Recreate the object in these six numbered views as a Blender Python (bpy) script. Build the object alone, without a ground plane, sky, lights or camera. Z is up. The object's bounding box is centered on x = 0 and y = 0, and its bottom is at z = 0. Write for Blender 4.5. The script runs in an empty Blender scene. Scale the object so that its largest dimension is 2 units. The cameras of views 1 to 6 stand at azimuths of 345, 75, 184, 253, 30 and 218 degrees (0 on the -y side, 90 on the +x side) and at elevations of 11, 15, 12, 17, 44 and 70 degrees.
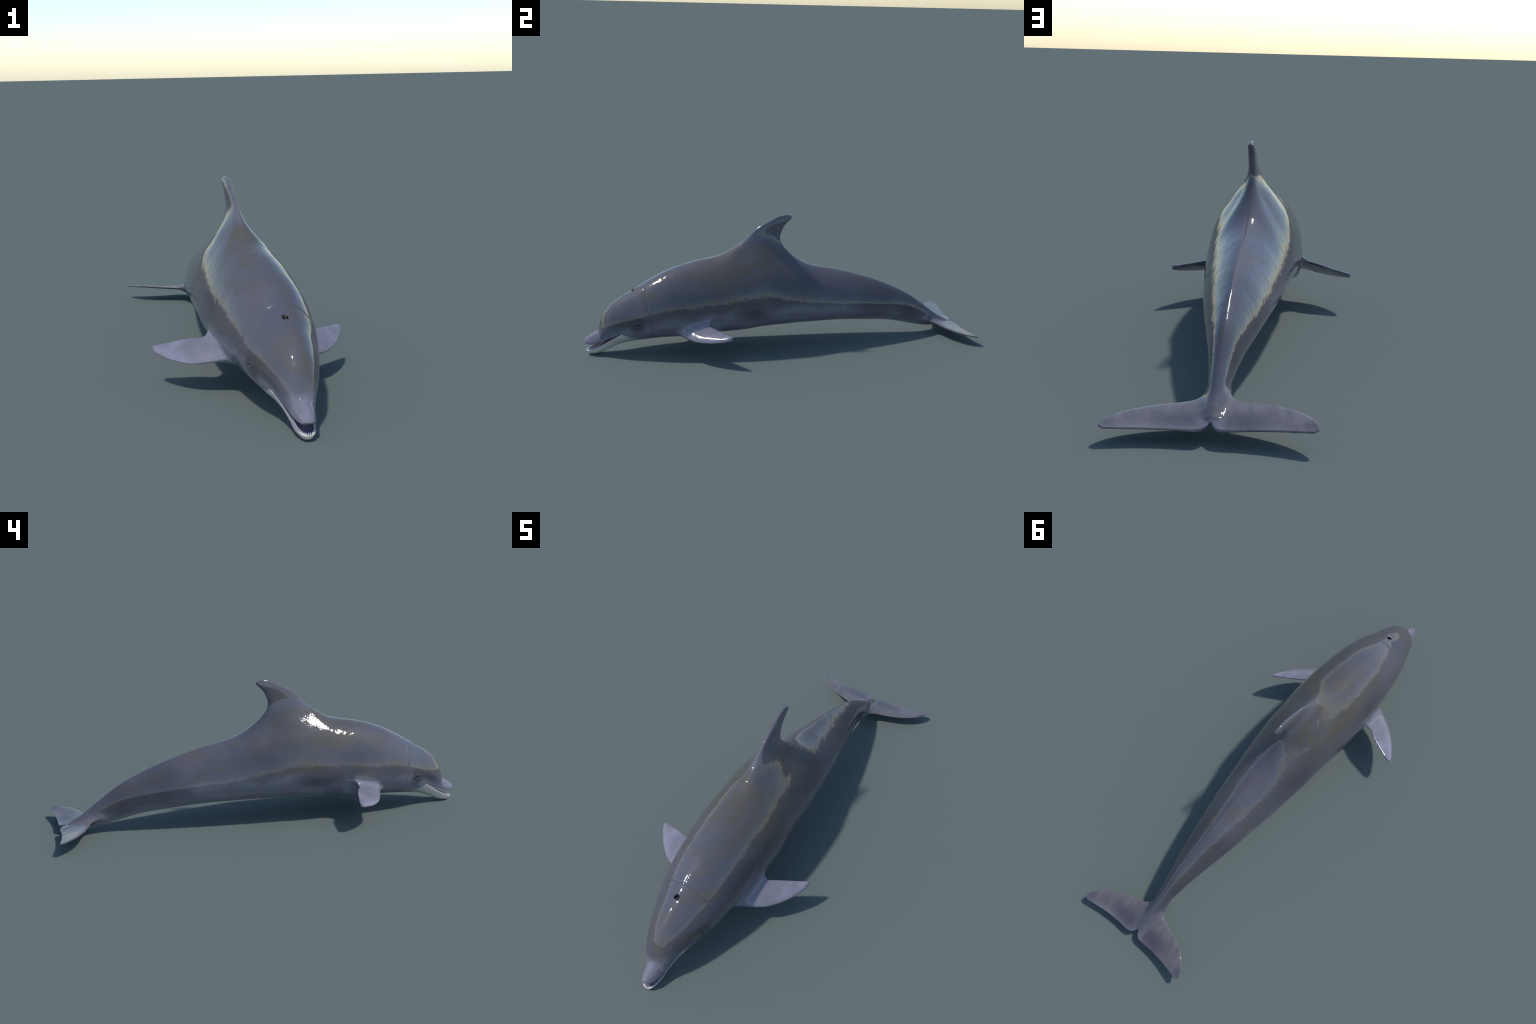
"""A bottlenose-type dolphin, built as one implicit surface (loft + fins, smoothly
blended), meshed with surface nets, then cut into anatomical parts."""
import bpy, math
import numpy as np
from mathutils import Vector

XM = 0.014            # plane of symmetry
H = 0.0028            # mesh cell


# ------------------------------------------------------------------ helpers
def spline(xk, yk):
    """Monotone-ish cubic through control points -> dense sampled function."""
    xk, yk = np.array(xk, float), np.array(yk, float)
    h = np.diff(xk); d = np.diff(yk) / h
    m = np.zeros_like(yk)
    m[1:-1] = (d[:-1] * h[1:] + d[1:] * h[:-1]) / (h[1:] + h[:-1])
    m[0], m[-1] = d[0], d[-1]
    for i in range(1, len(m) - 1):          # limit overshoot
        if d[i - 1] * d[i] <= 0:
            m[i] = 0
        else:
            lim = 3 * min(abs(d[i - 1]), abs(d[i]))
            m[i] = math.copysign(min(abs(m[i]), lim), m[i])
    X = np.linspace(xk[0], xk[-1], 3000)
    i = np.clip(np.searchsorted(xk, X) - 1, 0, len(h) - 1)
    t = (X - xk[i]) / h[i]
    Y = ((2*t**3 - 3*t*t + 1) * yk[i] + (t**3 - 2*t*t + t) * h[i] * m[i]
         + (-2*t**3 + 3*t*t) * yk[i+1] + (t**3 - t*t) * h[i] * m[i+1])
    return lambda x: np.interp(x, X, Y)


def table(pairs):
    return spline([p[0] for p in pairs], [p[1] for p in pairs])


def curve(pts, n=10):
    """Catmull-Rom through 2D points."""
    p = np.array(pts, float)
    q = np.vstack([2*p[0] - p[1], p, 2*p[-1] - p[-2]])
    out = []
    for i in range(1, len(q) - 2):
        for t in np.linspace(0, 1, n, endpoint=False):
            a, b, c, d = q[i-1], q[i], q[i+1], q[i+2]
            out.append(0.5 * (2*b + (c-a)*t + (2*a-5*b+4*c-d)*t*t + (3*b-a-3*c+d)*t**3))
    out.append(p[-1])
    return np.array(out)


def smin(a, b, k):
    h = np.maximum(k - np.abs(a - b), 0) / k
    return np.minimum(a, b) - h * h * k * 0.25


def smax(a, b, k):
    return -smin(-a, -b, k)


def sstep(a, b, x):
    t = np.clip((x - a) / (b - a), 0, 1)
    return t * t * (3 - 2 * t)


def seg_dist(px, py, line):
    """Distance from points to a polyline."""
    best = np.full(px.shape, 1e9)
    for (ax, ay), (bx, by) in zip(line[:-1], line[1:]):
        ex, ey = bx - ax, by - ay
        t = np.clip(((px-ax)*ex + (py-ay)*ey) / (ex*ex + ey*ey + 1e-12), 0, 1)
        best = np.minimum(best, (px-ax-t*ex)**2 + (py-ay-t*ey)**2)
    return np.sqrt(best)


def inside(px, py, poly):
    c = np.zeros(px.shape, bool)
    x0, y0 = poly[-1]
    for x1, y1 in poly:
        m = (y1 > py) != (y0 > py)
        if y0 != y1:
            c ^= m & (px < (x0-x1) * (py-y1) / (y0-y1) + x1)
        x0, y0 = x1, y1
    return c


# ------------------------------------------------------------------ body loft
TOP = table([(-.999, .062), (-.996, .073), (-.988, .083), (-.975, .093), (-.958, .104), (-.942, .1135),
             (-.932, .121), (-.926, .139), (-.918, .168), (-.906, .198), (-.89, .221), (-.87, .244),
             (-.845, .263), (-.822, .278), (-.787, .299), (-.75, .321), (-.70, .351), (-.65, .378), (-.6, .402),
             (-.5, .436), (-.4, .459), (-.3, .4695), (-.2, .470), (-.1, .459), (0, .441), (.1, .421), (.2, .394),
             (.3, .368), (.4, .340), (.5, .307), (.6, .267), (.7, .217), (.78, .162), (.84, .1175),
             (.89, .083), (.93, .061), (.956, .048)])
BOT = table([(-.999, .058), (-.996, .05), (-.992, .034), (-.988, .016), (-.98, .006), (-.968, .001), (-.955, .0), (-.93, .0035), (-.89, .018), (-.85, .037),
             (-.81, .051), (-.77, .058), (-.7, .065), (-.6, .071), (-.5, .071), (-.4, .081), (-.3, .083),
             (-.2, .087), (-.1, .097), (0, .101), (.1, .104), (.2, .104), (.3, .103), (.4, .097), (.5, .089),
             (.6, .079), (.7, .057), (.78, .040), (.84, .034), (.88, .036), (.93, .039), (.956, .042)])
WID = table([(-.999, .004), (-.996, .011), (-.99, .0178), (-.975, .0275), (-.955, .034), (-.94, .038), (-.92, .0465), (-.9, .057),
             (-.88, .066), (-.83, .0845), (-.77, .1025), (-.7, .124), (-.6, .143), (-.5, .156), (-.4, .164),
             (-.3, .167), (-.2, .163), (-.1, .155), (0, .149), (.1, .139), (.2, .128), (.3, .114), (.4, .098),
             (.5, .080), (.6, .060), (.7, .040), (.78, .028), (.84, .022), (.89, .017), (.93, .012), (.956, .006)])
MID = table([(-.999, .5), (-.94, .45), (-.9, .47), (-.83, .48), (-.77, .455), (-.7, .432), (-.6, .41), (-.5, .386),
             (-.4, .37), (-.3, .368), (-.2, .38), (-.1, .395), (0, .40), (.1, .403), (.2, .408), (.3, .422),
             (.4, .447), (.5, .479), (.6, .517), (.7, .545), (.8, .55), (.956, .5)])
EXU = table([(-.999, 2.), (-.93, 2.), (-.88, 1.95), (-.83, 1.85), (-.77, 1.8), (-.7, 1.88), (-.6, 1.90), (-.5, 1.86),
             (-.4, 1.85), (-.3, 1.90), (-.2, 1.95), (-.1, 1.90), (0, 1.76), (.1, 1.60), (.2, 1.52), (.3, 1.45),
             (.4, 1.40), (.5, 1.38), (.6, 1.47), (.7, 1.7), (.8, 1.85), (.956, 2.)])
WLOW = table([(-.999, .004), (-.996, .0105), (-.99, .0168), (-.982, .0220), (-.972, .0265), (-.955, .0315), (-.93, .0375), (-.90, .0455),
              (-.87, .0545), (-.84, .066), (-.80, .085), (-.76, .1045), (-.7, .124)])
EXL = table([(-.999, 2.), (-.97, 2.3), (-.9, 2.3), (-.8, 2.15), (-.7, 2.), (.956, 2.)])
LIP_UP = table([(-1.01, .061), (-.995, .060), (-.985, .056), (-.97, .0545), (-.94, .061), (-.89, .081), (-.85, .100), (-.822, .1155), (-.78, .127)])
LIP_LO = table([(-1.01, .022), (-.985, .023), (-.96, .032), (-.93, .045), (-.90, .062), (-.87, .081), (-.84, .102), (-.822, .1145), (-.78, .138)])


def body(p):
    x, y, z = np.abs(p[:, 0] - XM), p[:, 1], p[:, 2]
    yc = np.clip(y, -.999, .934)
    zt, zb, w = TOP(yc), BOT(yc), WID(yc)
    head = yc < -.7
    if head.any():
        yh = yc[head]
        zl = LIP_UP(yh)
        t = sstep(zl + .004, zl + .065, z[head])
        w[head] = WLOW(yh) * (1 - t) + w[head] * t
    zc = zb + (zt - zb) * MID(yc)
    up = z > zc
    n = np.where(up, EXU(yc), EXL(yc))
    h = np.where(up, zt - zc, zc - zb)
    a, b = x / w, np.abs(z - zc) / np.maximum(h, 1e-4)
    g = (np.maximum(a, 1e-6)**n + np.maximum(b, 1e-6)**n)**(1 / n)
    r = np.sqrt((x*x + (z-zc)**2) / np.maximum(a*a + b*b, 1e-8))
    r = np.where(g < .3, np.minimum(w, h), r)
    f = (g - 1) * r - (.0010 + .0016 * sstep(-.4, 0., yc)) * sstep(-.9, -.8, yc) * sstep(.9, .8, yc)
    return f + np.abs(y - yc)


# ------------------------------------------------------------------ fins
def foil(u, v, n, lead, trail, thick, edge, blunt=0., power=.42):
    """Blade in the (u, v) plane, n = signed distance from its mid sheet."""
    poly = np.vstack([lead, trail[::-1]])
    dl, dt = seg_dist(u, v, lead), seg_dist(u, v, trail)
    root = seg_dist(u, v, np.array([lead[0], trail[0]]))
    d = np.minimum(np.minimum(dl, dt), root)
    ins = inside(u, v, poly)
    d = np.where(ins, -d, d)
    c = np.clip(dl / (dl + dt + 1e-9), 0, 1)
    c = np.where(ins, c, np.where(dl < dt, 0, 1))
    prof = 1.0 * np.sqrt(np.clip(c, 0, 1) * 4.2) * np.exp(-2.1 * c) * 1.0 + 0.05 * (1 - c)
    prof = prof / 0.92
    prof = prof * (1 - blunt) + (np.clip(4 * c * (1 - c), 0, 1)**power) * blunt
    t = np.maximum(thick * np.clip(prof, 0, 1.1), edge + .0002)
    a, b = d + edge, np.abs(n) - t + edge
    return np.minimum(np.maximum(a, b), 0) + np.hypot(np.maximum(a, 0), np.maximum(b, 0)) - edge


DORSAL_LEAD = curve([(-.235, .12), (-.245, .27), (-.248, .42), (-.241, .482), (-.211, .526), (-.185, .558), (-.152, .589),
                     (-.115, .616), (-.068, .641), (-.03, .6595), (.005, .6685), (.031, .6692), (.049, .6615)], 6)
DORSAL_TRAIL = curve([(.075, .12), (.06, .27), (.040, .42), (.022, .47), (.006, .51), (-.003, .537), (-.006, .562),
                      (.0, .590), (.012, .614), (.028, .632), (.046, .648), (.049, .6615)], 6)
FLIP_R_TRAIL = curve([(.10, -.408), (.145, -.405), (.168, -.4035), (.19, -.4025), (.215, -.386), (.255, -.361), (.294, -.337),
                      (.321, -.322), (.329, -.322)], 6)
FLIP_R_LEAD = curve([(.09, -.56), (.13, -.545), (.172, -.524), (.200, -.506), (.225, -.488), (.246, -.467), (.267, -.443),
                     (.287, -.417), (.302, -.393), (.316, -.370), (.328, -.340), (.329, -.322)], 6)
FLIP_L_TRAIL = curve([(.10, -.388), (.145, -.396), (.172, -.402), (.198, -.4035), (.218, -.390), (.241, -.379), (.268, -.369),
                      (.295, -.361), (.323, -.352), (.345, -.347), (.354, -.349)], 6)
FLIP_L_LEAD = curve([(.09, -.555), (.13, -.54), (.172, -.525), (.205, -.510), (.234, -.495), (.261, -.476), (.287, -.452),
                     (.308, -.430), (.324, -.410), (.339, -.388), (.351, -.369), (.354, -.349)], 6)
FLUKE_LEAD = curve([(.0, .775), (.024, .79), (.031, .810), (.040, .826), (.057, .839), (.083, .850), (.117, .860),
                    (.158, .875), (.201, .897), (.235, .922), (.260, .950), (.274, .975), (.275, .992)], 6)
FLUKE_TRAIL = curve([(.0, .934), (.003, .9485), (.0085, .9625), (.023, .9765), (.045, .9805), (.085, .9795), (.13, .981), (.175, .985),
                     (.21, .991), (.240, .996), (.262, .9995), (.275, .992)], 6)


def masked(p, m, fn, far=.2):
    out = np.full(len(p), far)
    if m.any():
        out[m] = fn(p[m])
    return out


FLARE = table([(.20, .04), (.40, .055), (.437, .035), (.465, .035), (.495, .029), (.525, .0235), (.56, .0175), (.60, .0148), (.640, .0128), (.657, .0095), (.67, .006), (.70, .005)])


def dorsal(p):
    def fn(q):
        z = q[:, 2]
        return foil(q[:, 1], z, q[:, 0] - XM, DORSAL_LEAD, DORSAL_TRAIL, FLARE(z), .0065, .85 + .15 * sstep(.52, .47, z), .42 + 1.6 * sstep(.58, .45, z))
    return masked(p, (p[:, 1] > -.46) & (p[:, 1] < .26) & (p[:, 2] > .20) & (np.abs(p[:, 0] - XM) < .25), fn, .3)


def flipper(p, side, lead, trail, base):
    def fn(q):
        s, y = (q[:, 0] - XM) * side, q[:, 1]
        zs = base[2] - .40 * (s - base[0]) + .45 * (y - base[1]) + .25*(np.maximum(s - .2, 0))**2
        n = (q[:, 2] - zs) / 1.17
        th = .0185 - .040 * np.clip(s - .15, 0, .3) + .016 * sstep(.19, .13, s)
        return foil(s, y, n, lead, trail, np.maximum(th * .92, .0065), .0026, .3, .55)
    return masked(p, (p[:, 1] > -.66) & (p[:, 1] < -.24) & (p[:, 2] < .32) & ((p[:, 0] - XM) * side > .06), fn)


def fluke_z(dx, y):
    d = dx / .27
    return .043 - .17*(y - .955) + .0175*d*d - .0105*d - .09*(y - .94)*np.clip(-d, 0, 1)


def flukes(p):
    def fn(q):
        dx, y = q[:, 0] - XM, q[:, 1]
        n = (q[:, 2] - fluke_z(dx, y)) / 1.015
        s = np.abs(dx)
        th = .0125 - .030 * np.clip(s - .03, 0, .27)
        th = th + .004 * sstep(.08, .0, s)
        f = foil(s, y, n, FLUKE_LEAD, FLUKE_TRAIL, np.maximum(th, .0050), .0026)
        return f
    return masked(p, (p[:, 1] > .70) & (p[:, 2] < .2), fn)


def INNER(y):
    """Half width of the mouth floor inside the lips."""
    return np.maximum(WLOW(np.clip(y - .013, -.999, -.7)) - .0045 - .0085 * sstep(-.96, -.89, y), .0015)


# ------------------------------------------------------------------ details
EYES = ((XM + .1045, -.748, .169), (XM - .1045, -.748, .169))
BLOW = np.array([XM, -.757, .318])


def seam_y(z):
    return -.709 + .14 * (.35 - z)


def field(p):
    x, y, z = p[:, 0], p[:, 1], p[:, 2]
    dx = np.abs(x - XM)
    f = body(p)
    f = smin(f, dorsal(p), .13)
    f = smin(f, flukes(p), .034 - .018 * sstep(.90, .945, y))
    f = smin(f, flipper(p, 1, FLIP_R_LEAD, FLIP_R_TRAIL, (.326, -.321, .1445)), .034)
    f = smin(f, flipper(p, -1, FLIP_L_LEAD, FLIP_L_TRAIL, (.355, -.352, .1292)), .034)
    # fleshy shoulder behind and under each flipper root
    m = (y > -.55) & (y < -.22) & (z < .25)
    if m.any():
        q = np.sqrt(((dx[m] - .122) / .034)**2 + ((y[m] + .405) / .055)**2 + ((z[m] - .131) / .024)**2)
        f[m] = smin(f[m], (q - 1) * .024, .03)
    # neck seam, back line
    m = np.abs(y + .70) < .05
    if m.any():
        d = y[m] - seam_y(z[m])
        f[m] += .0017 * np.exp(-(d / .0032)**2) * sstep(.06, .14, z[m])
        f[m] += .0012 * np.exp(-(np.minimum(d, 0) / .02)**2) * (d < 0) * sstep(.20, .33, z[m])
    m = (np.abs(x - XM) < .02) & (y > -.72) & (y < -.2) & (z > .3)
    if m.any():
        f[m] += .0006 * np.exp(-((x[m] - XM) / .003)**2) * sstep(-.25, -.33, y[m])
    # folds behind the flippers and over their roots
    m = (y > -.62) & (y < -.25) & (z < .32) & (dx > .08)
    if m.any():
        q = y[m]; zz = z[m]; s = dx[m]
        for y0, z0, y1, z1, amp, sg in ((-.49, .178, -.37, .205, .0016, .008), (-.41, .180, -.345, .165, .0018, .008),
                                        (-.385, .185, -.31, .176, .0013, .008)):
            ey, ez = y1 - y0, z1 - z0
            t = np.clip(((q-y0)*ey + (zz-z0)*ez) / (ey*ey + ez*ez), 0, 1)
            dd = np.hypot(q - y0 - t*ey, zz - z0 - t*ez)
            f[m] += amp * np.exp(-(dd / sg)**2) * sstep(.20, .16, s)
    # eyes: brow bulge, socket, crescent crease below and behind
    m = (np.abs(y + .748) < .09) & (np.abs(z - .169) < .08) & (dx > .05)
    if m.any():
        for ex, ey, ez in EYES:
            u, v = y[m] - ey, z[m] - ez
            same = ((x[m] - XM) * (ex - XM)) > 0
            r = np.hypot(u, v * 1.15)
            ang = np.arctan2(v, u)
            ring = np.exp(-((r - .028) / .004)**2) * sstep(1.2, .2, np.abs(ang + .9))
            lid = np.exp(-((np.hypot(u / 1.35, v * 1.15) - .0095) / .003)**2)
            sock = np.exp(-(np.hypot(u / 1.35, v * 1.25) / .0075)**4)
            f[m] += same * (.0016 * ring - .0016 * lid + .0065 * sock)
    # blowhole: crescent pit, steep wall behind, ramp in front
    m = (np.abs(y - BLOW[1]) < .05) & (dx < .05) & (z > .25)
    if m.any():
        u, v = x[m] - XM, y[m] - BLOW[1]
        r1 = np.hypot(u, v)
        r2 = np.hypot(u * .7, v + .0125)
        pit = sstep(.0106, .0078, r1) * sstep(.0065, .0110, r2)
        f[m] += .014 * pit + .0025 * sstep(.02, .0, np.hypot(u / 1.2, (v + .010) / 1.6))
        f[m] -= .0018 * np.exp(-((r1 - .0135) / .004)**2) * sstep(-.004, .004, v)
    # mouth: wedge between the lips, and troughs behind them
    m = (y < -.77) & (z < .16)
    if m.any():
        q = p[m]; yy, zz, s = q[:, 1], q[:, 2], dx[m]
        lu = LIP_UP(yy); ll = LIP_LO(yy)
        fm = f[m]
        cav = np.maximum(ll - zz, zz - lu)
        cav = np.maximum(cav, yy + .822)
        inner = s - INNER(yy)
        low = np.maximum(np.maximum(inner, -.984 - yy), np.maximum(ll - .003 - .006 * sstep(-.985, -.955, yy) - zz, zz - lu - .006))
        low = np.maximum(low, yy + .845)
        cav = smin(cav, low, .004)
        f[m] = smax(fm, -cav, .0045)
    return f


# ------------------------------------------------------------------ meshing
def build_surface():
    lo = np.array([-.372, -1.016, -.016]); hi = np.array([.372, 1.016, .690])
    B = 8
    nb = np.ceil((hi - lo) / (H * B)).astype(int)
    n = nb * B + 1
    ax = [lo[i] + (np.arange(nb[i]) + .5) * H * B for i in range(3)]
    cc = np.stack(np.meshgrid(*ax, indexing='ij'), -1).reshape(-1, 3)
    fc = np.concatenate([field(c) for c in np.array_split(cc, 8)]).reshape(nb)
    sgn = np.repeat(np.repeat(np.repeat((fc > 0), B, 0), B, 1), B, 2)
    sgn = np.pad(sgn, ((0, 1), (0, 1), (0, 1)), mode='edge')
    F = np.where(sgn, 1., -1.).astype(np.float32)
    act = np.argwhere(np.abs(fc) < H * B * 1.75)
    off = np.stack(np.meshgrid(*[np.arange(B + 1)] * 3, indexing='ij'), -1).reshape(-1, 3)
    for part in np.array_split(act, max(1, len(act) // 600)):
        ijk = (part[:, None, :] * B + off[None]).reshape(-1, 3)
        F[ijk[:, 0], ijk[:, 1], ijk[:, 2]] = field(lo + ijk * H)
    S = F > 0
    cnt = np.zeros(np.array(S.shape) - 1, np.int8)
    corners = [(a, b, c) for a in (0, 1) for b in (0, 1) for c in (0, 1)]
    for a, b, c in corners:
        cnt += S[a:S.shape[0]-1+a, b:S.shape[1]-1+b, c:S.shape[2]-1+c]
    cells = np.argwhere((cnt > 0) & (cnt < 8))
    idx = np.full(cnt.shape, -1, np.int32)
    idx[cells[:, 0], cells[:, 1], cells[:, 2]] = np.arange(len(cells))
    acc = np.zeros((len(cells), 3)); num = np.zeros(len(cells))
    for i in range(8):
        for j in range(i + 1, 8):
            ci, cj = np.array(corners[i]), np.array(corners[j])
            if np.abs(ci - cj).sum() != 1:
                continue
            a, b = cells + ci, cells + cj
            fa = F[a[:, 0], a[:, 1], a[:, 2]]; fb = F[b[:, 0], b[:, 1], b[:, 2]]
            k = (fa > 0) != (fb > 0)
            t = np.where(k, fa / np.where(k, fa - fb, 1), 0)
            acc[k] += (ci + (cj - ci) * t[:, None])[k]; num[k] += 1
    V = lo + (cells + acc / num[:, None]) * H
    quads = []
    for d in range(3):
        e = np.zeros(3, int); e[d] = 1
        sl0 = tuple(slice(0, S.shape[i] - e[i]) for i in range(3))
        sl1 = tuple(slice(e[i], S.shape[i]) for i in range(3))
        ch = np.argwhere(S[sl0] != S[sl1])
        u, v = np.zeros(3, int), np.zeros(3, int)
        u[(d + 1) % 3] = 1; v[(d + 2) % 3] = 1
        ch = ch[((ch - u - v) >= 0).all(1)]
        q = np.stack([idx[tuple((ch - u - v).T)], idx[tuple((ch - v).T)], idx[tuple(ch.T)], idx[tuple((ch - u).T)]], 1)
        flip = S[tuple(ch.T)]
        q[flip] = q[flip][:, ::-1]
        quads.append(q)
    Q = np.concatenate(quads)
    return V, Q


def gradient(V, e):
    g = np.zeros_like(V)
    for i in range(3):
        d = np.zeros(3); d[i] = e
        g[:, i] = (field(V + d) - field(V - d)) / (2 * e)
    return g


def project(V, steps):
    for _ in range(steps):
        g = gradient(V, .0006)
        f = field(V)
        st = f / np.maximum((g * g).sum(1), .05)
        mv = g * st[:, None]
        ln = np.linalg.norm(mv, axis=1)
        mv *= np.minimum(1, (H * .7) / np.maximum(ln, 1e-9))[:, None]
        V = V - mv
    return V


V, Q = build_surface()
V = project(V, 3)
for _ in range(3):                      # even out the quads, then back to the surface
    s = np.zeros_like(V); c = np.zeros(len(V))
    for k in range(4):
        a, b = Q[:, k], Q[:, (k + 1) % 4]
        np.add.at(s, a, V[b]); np.add.at(c, a, 1)
        np.add.at(s, b, V[a]); np.add.at(c, b, 1)
    V = V + (s / np.maximum(c, 1)[:, None] - V) * .5
    V = project(V, 1)
V = project(V, 1)
N = gradient(V, .0009)
N /= np.maximum(np.linalg.norm(N, axis=1), 1e-9)[:, None]


def relax(V, N, weight, rounds):
    """Melt the crease where a fin grows out of the back."""
    sel = weight > 0
    fq = Q[sel[Q].any(1)]
    ids, inv = np.unique(fq, return_inverse=True)
    fq = inv.reshape(-1, 4)
    P, w = V[ids].copy(), weight[ids][:, None]
    a = np.concatenate([fq[:, k] for k in range(4)]); b = np.concatenate([fq[:, (k+1) % 4] for k in range(4)])
    a, b = np.concatenate([a, b]), np.concatenate([b, a])
    deg = np.bincount(a, minlength=len(ids))[:, None]

    def avg(X):
        return np.stack([np.bincount(a, X[b, i], len(ids)) for i in range(3)], 1) / deg
    for _ in range(rounds):
        P += (avg(P) - P) * w * .6
    n = np.cross(P[fq[:, 2]] - P[fq[:, 0]], P[fq[:, 3]] - P[fq[:, 1]])
    M = np.stack([np.bincount(fq.ravel(), np.repeat(n[:, i], 4), len(ids)) for i in range(3)], 1)
    if (M * N[ids]).sum() < 0:
        M = -M
    M /= np.maximum(np.linalg.norm(M, axis=1), 1e-12)[:, None]
    for _ in range(6):
        M += (avg(M) - M) * w * .6
    M = N[ids] * (1 - sstep(0, .25, w)) + M * sstep(0, .25, w)
    V, N = V.copy(), N.copy()
    V[ids] = P
    N[ids] = M / np.maximum(np.linalg.norm(M, axis=1), 1e-12)[:, None]
    return V, N


wt = (sstep(-.50, -.34, V[:, 1]) * sstep(.30, .14, V[:, 1]) * sstep(.26, .36, V[:, 2]) * sstep(.60, .52, V[:, 2])
      * sstep(.17, .12, np.abs(V[:, 0] - XM)))
V, N = relax(V, N, wt, 200)
V[:, 2] -= V[:, 2].min()
print("surface", len(V), len(Q))


# ------------------------------------------------------------------ materials
class Nodes:
    """Small helper to write node maths as expressions."""
    def __init__(self, name):
        self.mat = bpy.data.materials.new(name)
        self.mat.use_nodes = True
        self.t = self.mat.node_tree
        self.bsdf = next(n for n in self.t.nodes if n.type == 'BSDF_PRINCIPLED')
        self.coord = self.t.nodes.new('ShaderNodeTexCoord').outputs['Object']
        sx = self.t.nodes.new('ShaderNodeSeparateXYZ')
        self.t.links.new(self.coord, sx.inputs[0])
        self.x, self.y, self.z = sx.outputs

    def put(self, sock, v):
        if isinstance(v, (int, float)):
            sock.default_value = v
        elif isinstance(v, tuple):
            sock.default_value = v if len(v) == len(sock.default_value) else (*v, 1)
        else:
            self.t.links.new(v, sock)

    def m(self, op, a, b=0., c=None):
        n = self.t.nodes.new('ShaderNodeMath'); n.operation = op
        self.put(n.inputs[0], a); self.put(n.inputs[1], b)
        if c is not None:
            self.put(n.inputs[2], c)
        return n.outputs[0]

    def add(self, a, b): return self.m('ADD', a, b)
    def sub(self, a, b): return self.m('SUBTRACT', a, b)
    def mul(self, a, b): return self.m('MULTIPLY', a, b)
    def mx(self, a, b): return self.m('MAXIMUM', a, b)
    def mn(self, a, b): return self.m('MINIMUM', a, b)

    def step(self, v, a, b, lo=0., hi=1.):
        n = self.t.nodes.new('ShaderNodeMapRange'); n.interpolation_type = 'SMOOTHSTEP'
        self.put(n.inputs['Value'], v)
        if a > b:
            a, b, lo, hi = b, a, hi, lo
        n.inputs['From Min'].default_value = a; n.inputs['From Max'].default_value = b
        n.inputs['To Min'].default_value = lo; n.inputs['To Max'].default_value = hi
        return n.outputs[0]

    def noise(self, scale, detail=2., rough=.5, stretch=(1, 1, 1), shift=(0, 0, 0), dist=0.):
        mp = self.t.nodes.new('ShaderNodeMapping')
        mp.inputs['Scale'].default_value = stretch; mp.inputs['Location'].default_value = shift
        self.t.links.new(self.coord, mp.inputs[0])
        n = self.t.nodes.new('ShaderNodeTexNoise')
        n.inputs['Scale'].default_value = scale; n.inputs['Detail'].default_value = detail
        n.inputs['Roughness'].default_value = rough; n.inputs['Distortion'].default_value = dist
        self.t.links.new(mp.outputs[0], n.inputs['Vector'])
        return n.outputs['Fac']

    def mix(self, f, a, b):
        n = self.t.nodes.new('ShaderNodeMix'); n.data_type = 'RGBA'
        self.put(n.inputs[0], f); self.put(n.inputs[6], a); self.put(n.inputs[7], b)
        return n.outputs[2]

    def curve(self, v, pts, lo, hi):
        """Piecewise function of v by a float curve, v in [lo, hi]; values 0..1"""
        n = self.t.nodes.new('ShaderNodeFloatCurve')
        s = self.step_lin(v, lo, hi)
        self.put(n.inputs['Value'], s)
        c = n.mapping.curves[0]
        pts = [((a - lo) / (hi - lo), b) for a, b in pts]
        c.points[0].location = pts[0]; c.points[1].location = pts[-1]
        for q in pts[1:-1]:
            c.points.new(*q)
        n.mapping.update()
        return n.outputs[0]

    def step_lin(self, v, a, b):
        n = self.t.nodes.new('ShaderNodeMapRange')
        self.put(n.inputs['Value'], v)
        n.inputs['From Min'].default_value = a; n.inputs['From Max'].default_value = b
        return n.outputs[0]

    def blob(self, c, r, soft=1.0):
        """1 inside an ellipsoid at c with radii r, fading out."""
        d = [self.m('DIVIDE', self.sub(s, ci), ri) for s, ci, ri in zip((self.x, self.y, self.z), c, r)]
        q = self.add(self.add(self.mul(d[0], d[0]), self.mul(d[1], d[1])), self.mul(d[2], d[2]))
        return self.step(self.m('SQRT', q), 1 + soft * .5, 1 - soft * .5)

    def bump(self, parts, dist=1.):
        h = parts[0]
        for q in parts[1:]:
            h = self.add(h, q)
        b = self.t.nodes.new('ShaderNodeBump')
        b.inputs['Strength'].default_value = 1.; b.inputs['Distance'].default_value = dist
        self.t.links.new(h, b.inputs['Height'])
        self.t.links.new(b.outputs[0], self.bsdf.inputs['Normal'])


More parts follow.
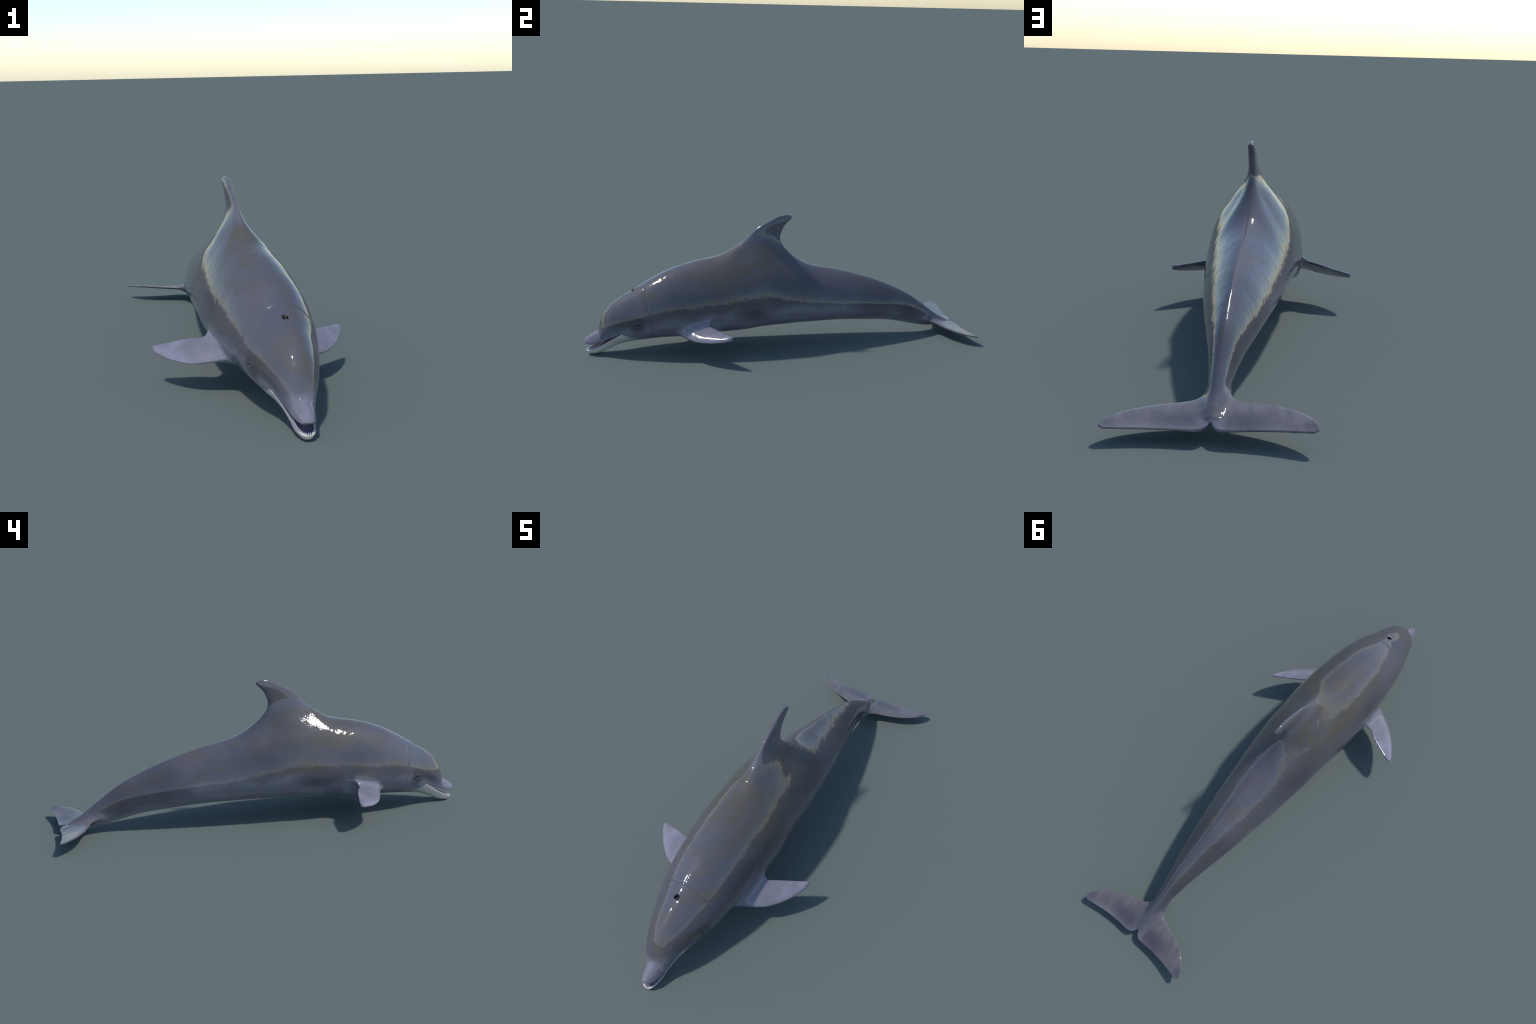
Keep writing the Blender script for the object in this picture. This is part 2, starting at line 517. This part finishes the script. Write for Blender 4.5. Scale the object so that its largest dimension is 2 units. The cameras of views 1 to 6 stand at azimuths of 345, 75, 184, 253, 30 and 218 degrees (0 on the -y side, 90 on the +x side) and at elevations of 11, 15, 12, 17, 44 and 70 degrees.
def skin_material():
    k = Nodes('wet_dolphin_skin')
    dx = k.m('ABSOLUTE', k.sub(k.x, XM))
    big = k.noise(5.5, 3, .5, (1.3, .8, 1.3))
    med = k.noise(13, 4, .55, (1, .6, 1), (3, 1, 2))
    fine = k.noise(70, 3, .6)
    streak = k.noise(26, 3, .55, (1, .25, 1), (0, 5, 0))
    violet, slate, brown, dark = (.100, .096, .116), (.080, .085, .107), (.094, .086, .074), (.055, .054, .063)
    col = k.mix(k.step(big, .35, .65), violet, slate)
    col = k.mix(k.step(med, .46, .66, 0, .85), col, brown)
    # brownish saddle along the upper back, ahead of and below the dorsal fin
    saddle = k.mul(k.mul(k.step(k.y, -.62, -.35), k.step(k.y, .10, -.12)), k.step(k.z, .26, .40))
    col = k.mix(k.mul(saddle, k.step(streak, .35, .62, .3, .85)), col, (.086, .078, .060))
    # bluish, lighter lower flank with an uneven upper limit
    flank = k.curve(k.y, [(-1., .10), (-.8, .17), (-.6, .20), (-.3, .225), (0, .245), (.3, .225), (.6, .165), (.85, .055)], -1., .85)
    low = k.step(k.sub(k.z, k.add(flank, k.mul(k.sub(med, .5), .10))), .02, -.05)
    col = k.mix(k.mul(low, .9), col, k.mix(k.step(streak, .3, .7), (.172, .176, .225), (.212, .216, .268)))
    # dark soft clouds
    for c, r in (((XM - .13, .05, .31), (.07, .13, .06)), ((XM + .13, .05, .31), (.07, .13, .06)),
                 ((XM, .50, .20), (.12, .13, .09)), ((XM, .70, .14), (.1, .07, .06)),
                 ((XM - .16, -.22, .21), (.06, .10, .03)), ((XM + .16, -.18, .21), (.06, .08, .035)),
                 ((XM - .13, -.40, .30), (.06, .12, .04)), ((XM + .13, -.40, .28), (.06, .16, .04))):
        col = k.mix(k.mul(k.blob(c, r, 1.6), k.step(med, .25, .7, .5, .9)), col, dark)
    # dark surround of the eye and a softer dark band running forward under the melon
    for s in (1, -1):
        eye = k.blob((XM + s * .105, -.75, .166), (.05, .037, .040), 1.)
        mask = k.blob((XM + s * .085, -.825, .178), (.07, .075, .030), 1.2)
        col = k.mix(k.mul(eye, .85), col, (.052, .052, .062))
        col = k.mix(k.mul(mask, k.step(med, .3, .6, .3, .7)), col, (.072, .066, .064))
    # lilac flippers
    flip = k.mul(k.mul(k.step(dx, .150, .190), k.step(k.z, .215, .185)), k.mul(k.step(k.y, -.62, -.56), k.step(k.sub(k.y, k.mul(dx, .5)), -.460, -.478)))
    lil = k.mix(k.step(med, .35, .65), (.222, .215, .275), (.170, .168, .208))
    lil = k.mix(k.step(big, .50, .68, 0, .6), lil, (.150, .150, .182))
    col = k.mix(flip, col, lil)
    # flukes: mottled, dark centre, paler rims
    fl = k.mul(k.step(dx, .02, .05), k.step(k.y, .80, .86))
    flc = k.mix(k.step(streak, .35, .65), (.150, .138, .146), (.115, .107, .112))
    for s in (1, -1):
        flc = k.mix(k.mul(k.blob((XM + s * .075, .945, .04), (.075, .038, .1), 1.4), .85), flc, (.064, .062, .078))
        flc = k.mix(k.mul(k.blob((XM + s * .255, .978, .05), (.024, .02, .1), 1.4), .5), flc, (.070, .066, .088))
    col = k.mix(fl, col, flc)
    # dorsal fin: bluish, dark blunt trailing edge
    fin = k.step(k.z, .49, .56)
    col = k.mix(k.mul(fin, .7), col, k.mix(k.step(med, .4, .6), (.130, .132, .165), (.108, .108, .130)))
    # lilac beak with a clear edge at its base
    wob = k.mul(k.sub(med, .5), .02)
    beak = k.step(k.add(k.y, wob), -.936, -.944)
    beak2 = k.step(k.add(k.y, wob), -.90, -.925)
    lowz = k.step(k.z, .135, .118)
    col = k.mix(k.mul(k.mul(beak2, lowz), .35), col, (.16, .15, .20))
    col = k.mix(k.mul(beak, lowz), col, k.mix(k.step(med, .35, .65), (.235, .222, .290), (.175, .168, .215)))
    # pale lower jaw, throat and belly; edge height runs along the body
    line = k.curve(k.y, [(-1., .04), (-.97, .045), (-.93, .058), (-.89, .074), (-.85, .096), (-.825, .112), (-.80, .104),
                         (-.77, .092), (-.72, .084), (-.6, .092), (-.4, .106), (0, .126), (.4, .116), (.6, .090), (.8, .03)], -1., .8)
    d = k.sub(k.z, k.add(line, k.mul(k.sub(streak, .5), .010)))
    soft = k.step(k.y, -.86, -.7, .006, .034)
    pale = k.step(k.m('DIVIDE', d, soft), .6, -.6)
    pcol = k.mix(k.step(k.y, -.985, -.6), (.60, .58, .53), k.mix(k.step(k.y, -.75, -.5), (.40, .43, .43), (.34, .37, .38)))
    pcol = k.mix(k.step(med, .45, .75, 0, .35), pcol, (.42, .38, .30))
    col = k.mix(pale, col, pcol)
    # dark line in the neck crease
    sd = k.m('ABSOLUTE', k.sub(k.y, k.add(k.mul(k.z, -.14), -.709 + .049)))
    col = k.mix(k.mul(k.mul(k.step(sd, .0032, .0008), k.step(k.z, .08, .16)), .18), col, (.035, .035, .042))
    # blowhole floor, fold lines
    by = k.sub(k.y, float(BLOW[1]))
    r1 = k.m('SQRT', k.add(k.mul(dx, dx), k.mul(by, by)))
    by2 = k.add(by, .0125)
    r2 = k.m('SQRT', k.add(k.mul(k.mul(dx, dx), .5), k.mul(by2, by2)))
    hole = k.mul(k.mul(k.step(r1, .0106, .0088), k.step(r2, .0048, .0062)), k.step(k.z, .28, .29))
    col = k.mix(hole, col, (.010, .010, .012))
    # inside of the mouth
    inm = k.mul(k.mul(k.step(k.y, -.80, -.84), k.step(k.sub(k.z, k.curve(k.y, [(-1., .026), (-.96, .029), (-.93, .042), (-.9, .060), (-.87, .079), (-.84, .1), (-.8, .13)], -1., -.8)), -.001, .001)),
                k.step(k.sub(k.z, k.curve(k.y, [(-1., .0595), (-.97, .0565), (-.94, .063), (-.89, .083), (-.85, .1015), (-.8, .12)], -1., -.8)), .001, -.001))
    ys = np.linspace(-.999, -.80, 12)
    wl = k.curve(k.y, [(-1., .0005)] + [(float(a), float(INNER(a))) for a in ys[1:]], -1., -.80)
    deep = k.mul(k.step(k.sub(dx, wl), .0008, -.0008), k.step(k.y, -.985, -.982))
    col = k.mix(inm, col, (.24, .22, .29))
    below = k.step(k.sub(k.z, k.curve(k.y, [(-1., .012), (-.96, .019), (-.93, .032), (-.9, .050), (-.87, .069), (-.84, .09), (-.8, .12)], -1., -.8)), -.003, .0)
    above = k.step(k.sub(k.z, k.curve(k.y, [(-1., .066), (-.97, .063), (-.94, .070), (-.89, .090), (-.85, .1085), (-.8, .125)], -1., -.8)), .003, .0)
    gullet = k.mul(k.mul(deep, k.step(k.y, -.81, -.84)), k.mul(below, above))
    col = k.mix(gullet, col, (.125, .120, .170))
    k.put(k.bsdf.inputs['Base Color'], k.mix(k.step(fine, .3, .7, 0, .18), col, k.mix(.5, col, (.05, .05, .06))))
    k.put(k.bsdf.inputs['Roughness'], k.add(k.mul(gullet, .45), .03))
    k.bsdf.inputs['IOR'].default_value = 1.5
    calm = k.step(k.y, -.78, -.58, .07, 1.)
    fluke_w = k.step(k.y, .84, .90)
    k.bump([k.mul(calm, k.mul(k.noise(62, 3, .6), .0007)), k.mul(calm, k.mul(k.noise(15, 2, .5), .0022)), k.mul(calm, k.mul(k.noise(210, 2, .6), .00008)),
            k.mul(fluke_w, k.mul(k.noise(75, 3, .6, (1, .3, 1)), .0014))])
    return k.mat


def plain(name, color, rough=.2):
    k = Nodes(name)
    n = k.noise(90, 2)
    k.put(k.bsdf.inputs['Base Color'], k.mix(k.step(n, .3, .7), color, tuple(c * .8 for c in color)))
    k.bsdf.inputs['Roughness'].default_value = rough
    return k.mat


def eye_material():
    k = Nodes('wet_eye')
    # iris axis is the local +X of the eyeball
    r = k.m('SQRT', k.add(k.mul(k.y, k.y), k.mul(k.z, k.z)))
    ray = k.noise(260, 2)
    c = k.mix(k.step(r, .0068, .0054), (.015, .017, .022), k.mix(k.step(ray, .35, .65), (.055, .12, .15), (.022, .06, .08)))
    c = k.mix(k.step(r, .0034, .0028), c, (.004, .004, .006))
    k.put(k.bsdf.inputs['Base Color'], c)
    k.bsdf.inputs['Roughness'].default_value = .03
    return k.mat


SKIN = skin_material()

# ------------------------------------------------------------------ parts
root = bpy.data.objects.new('dolphin', None)
bpy.context.scene.collection.objects.link(root)
root['label'] = 'glossy grey leaping dolphin with smiling open beak'
root['category'] = 'dolphin'


def make(name, verts, faces, mat, normals=None, parent=root, loc=None):
    me = bpy.data.meshes.new(name)
    me.vertices.add(len(verts)); me.vertices.foreach_set('co', np.asarray(verts, np.float32).ravel())
    k = faces.shape[1]
    me.loops.add(faces.size); me.loops.foreach_set('vertex_index', faces.astype(np.int32).ravel())
    me.polygons.add(len(faces)); me.polygons.foreach_set('loop_start', np.arange(0, faces.size, k, dtype=np.int32))
    me.polygons.foreach_set('loop_total', np.full(len(faces), k, np.int32))
    me.update(calc_edges=True); me.validate()
    me.polygons.foreach_set('use_smooth', np.ones(len(me.polygons), bool))
    if normals is not None and len(me.vertices) == len(normals):
        me.normals_split_custom_set_from_vertices([tuple(n) for n in normals])
    me.materials.append(mat)
    ob = bpy.data.objects.new(name, me)
    bpy.context.scene.collection.objects.link(ob)
    ob.parent = parent
    if loc is not None:
        ob.location = loc
    return ob


C = V[Q].mean(1)
cx, cy, cz = C[:, 0] - XM, C[:, 1], C[:, 2]
lab = np.zeros(len(Q), int)                                   # 0 torso
lab[cy > .45] = 1                                             # tail
lab[cy < seam_y(cz)] = 2                                      # head
midlip = .5 * (LIP_UP(cy) + LIP_LO(cy))
lab[(cy < -.822) & (cz < midlip)] = 3                         # lower jaw
lab[(cy > -.36) & (cy < .2) & (cz > .475 - .25 * np.maximum(cy + .05, 0))] = 4   # dorsal fin
side = (cy > -.58) & (cy < -.28) & (cz < .215) & (np.abs(cx) > .158)
lab[side & (cx > 0)] = 5
lab[side & (cx < 0)] = 6
fk = (cy > .80) & (np.abs(cx) > .030 - .030 * sstep(.93, .965, cy))
lab[fk & (cx > 0)] = 7
lab[fk & (cx < 0)] = 8
for i, name in enumerate(('torso', 'tail', 'head', 'lower_jaw', 'dorsal_fin', 'flipper', 'flipper', 'tail_fluke', 'tail_fluke')):
    q = Q[lab == i]
    u, inv = np.unique(q, return_inverse=True)
    make(name, V[u], inv.reshape(-1, 4), SKIN, N[u])


def ball(r, nu=32, nv=16, scale=(1, 1, 1)):
    th = np.linspace(0, 2*np.pi, nu, endpoint=False); ph = np.linspace(0.001, np.pi - .001, nv)
    P = np.array([[math.cos(p), math.sin(p)*math.cos(t), math.sin(p)*math.sin(t)] for p in ph for t in th]) * r * np.array(scale)
    f = np.array([[i*nu + j, i*nu + (j+1) % nu, (i+1)*nu + (j+1) % nu, (i+1)*nu + j] for i in range(nv-1) for j in range(nu)])
    return P, f[:, ::-1]


EYE = eye_material()
for ex, ey, ez in EYES:
    P, f = ball(.0115)
    s = 1 if ex > XM else -1
    # surface point on the head flank
    xs = np.linspace(.06, .16, 400)
    fb = body(np.stack([XM + s * xs, np.full(400, ey), np.full(400, ez)], 1))
    x = XM + s * (float(np.interp(0., fb, xs)) - .0105)
    ob = make('eye', P, f, EYE, None, root, (x, ey, ez))
    ob.rotation_euler = (0, math.radians(4) if s > 0 else math.radians(180 - 4), math.radians(-14 * s))

# teeth: rows of small cones along both jaws
rng = np.random.default_rng(4)
tv, tf = [], []


def tooth(base, h, r):
    nu = 8
    n0 = len(tv)
    for lv, rr in ((0, 1.), (.45, .85), (.8, .5), (1., .08)):
        for j in range(nu):
            a = 2 * math.pi * j / nu
            tv.append((base[0] + r*rr*math.cos(a), base[1] + r*rr*math.sin(a), base[2] + h*lv))
    for i in range(3):
        for j in range(nu):
            q = [n0 + i*nu + j, n0 + i*nu + (j+1) % nu, n0 + (i+1)*nu + (j+1) % nu, n0 + (i+1)*nu + j]
            tf.append(q if h > 0 else q[::-1])


def tooth_row(lip, h, y0, inset, lift):
    path = []
    for y in np.linspace(-.85, y0, 60):
        path.append((max(float(INNER(y)) + inset, 0.0), y))
    path.append((0.0, y0 - .0015))
    path = np.array(path)
    full = np.vstack([path, (path * np.array([-1, 1]))[::-1][1:]])
    s = np.r_[0, np.cumsum(np.linalg.norm(np.diff(full, axis=0), axis=1))]
    for t in np.arange(.004, s[-1], .0066):
        x, y = np.interp(t, s, full[:, 0]), np.interp(t, s, full[:, 1])
        tooth((XM + x, y, float(lip(y)) + lift), h * rng.uniform(.85, 1.1), .0016)


tooth_row(LIP_LO, .0058, -.980, .0012, -.0022)
tooth_row(LIP_UP, -.0055, -.985, .0005, .0022)
ob = make('teeth', np.array(tv), np.array(tf), plain('ivory_tooth', (.52, .52, .45), .2))
ob['kind'] = 'stuff'

# tongue
P, f = ball(1., 32, 24)
P = np.stack([P[:, 1] * .018 * (1 + .35 * P[:, 0]), P[:, 0] * .045, P[:, 2] * .007], 1)
P[:, 2] += P[:, 1] * .55
make('tongue', P, f, plain('pink_tongue', (.30, .13, .13), .2), None, root, (XM, -.895, .0565))
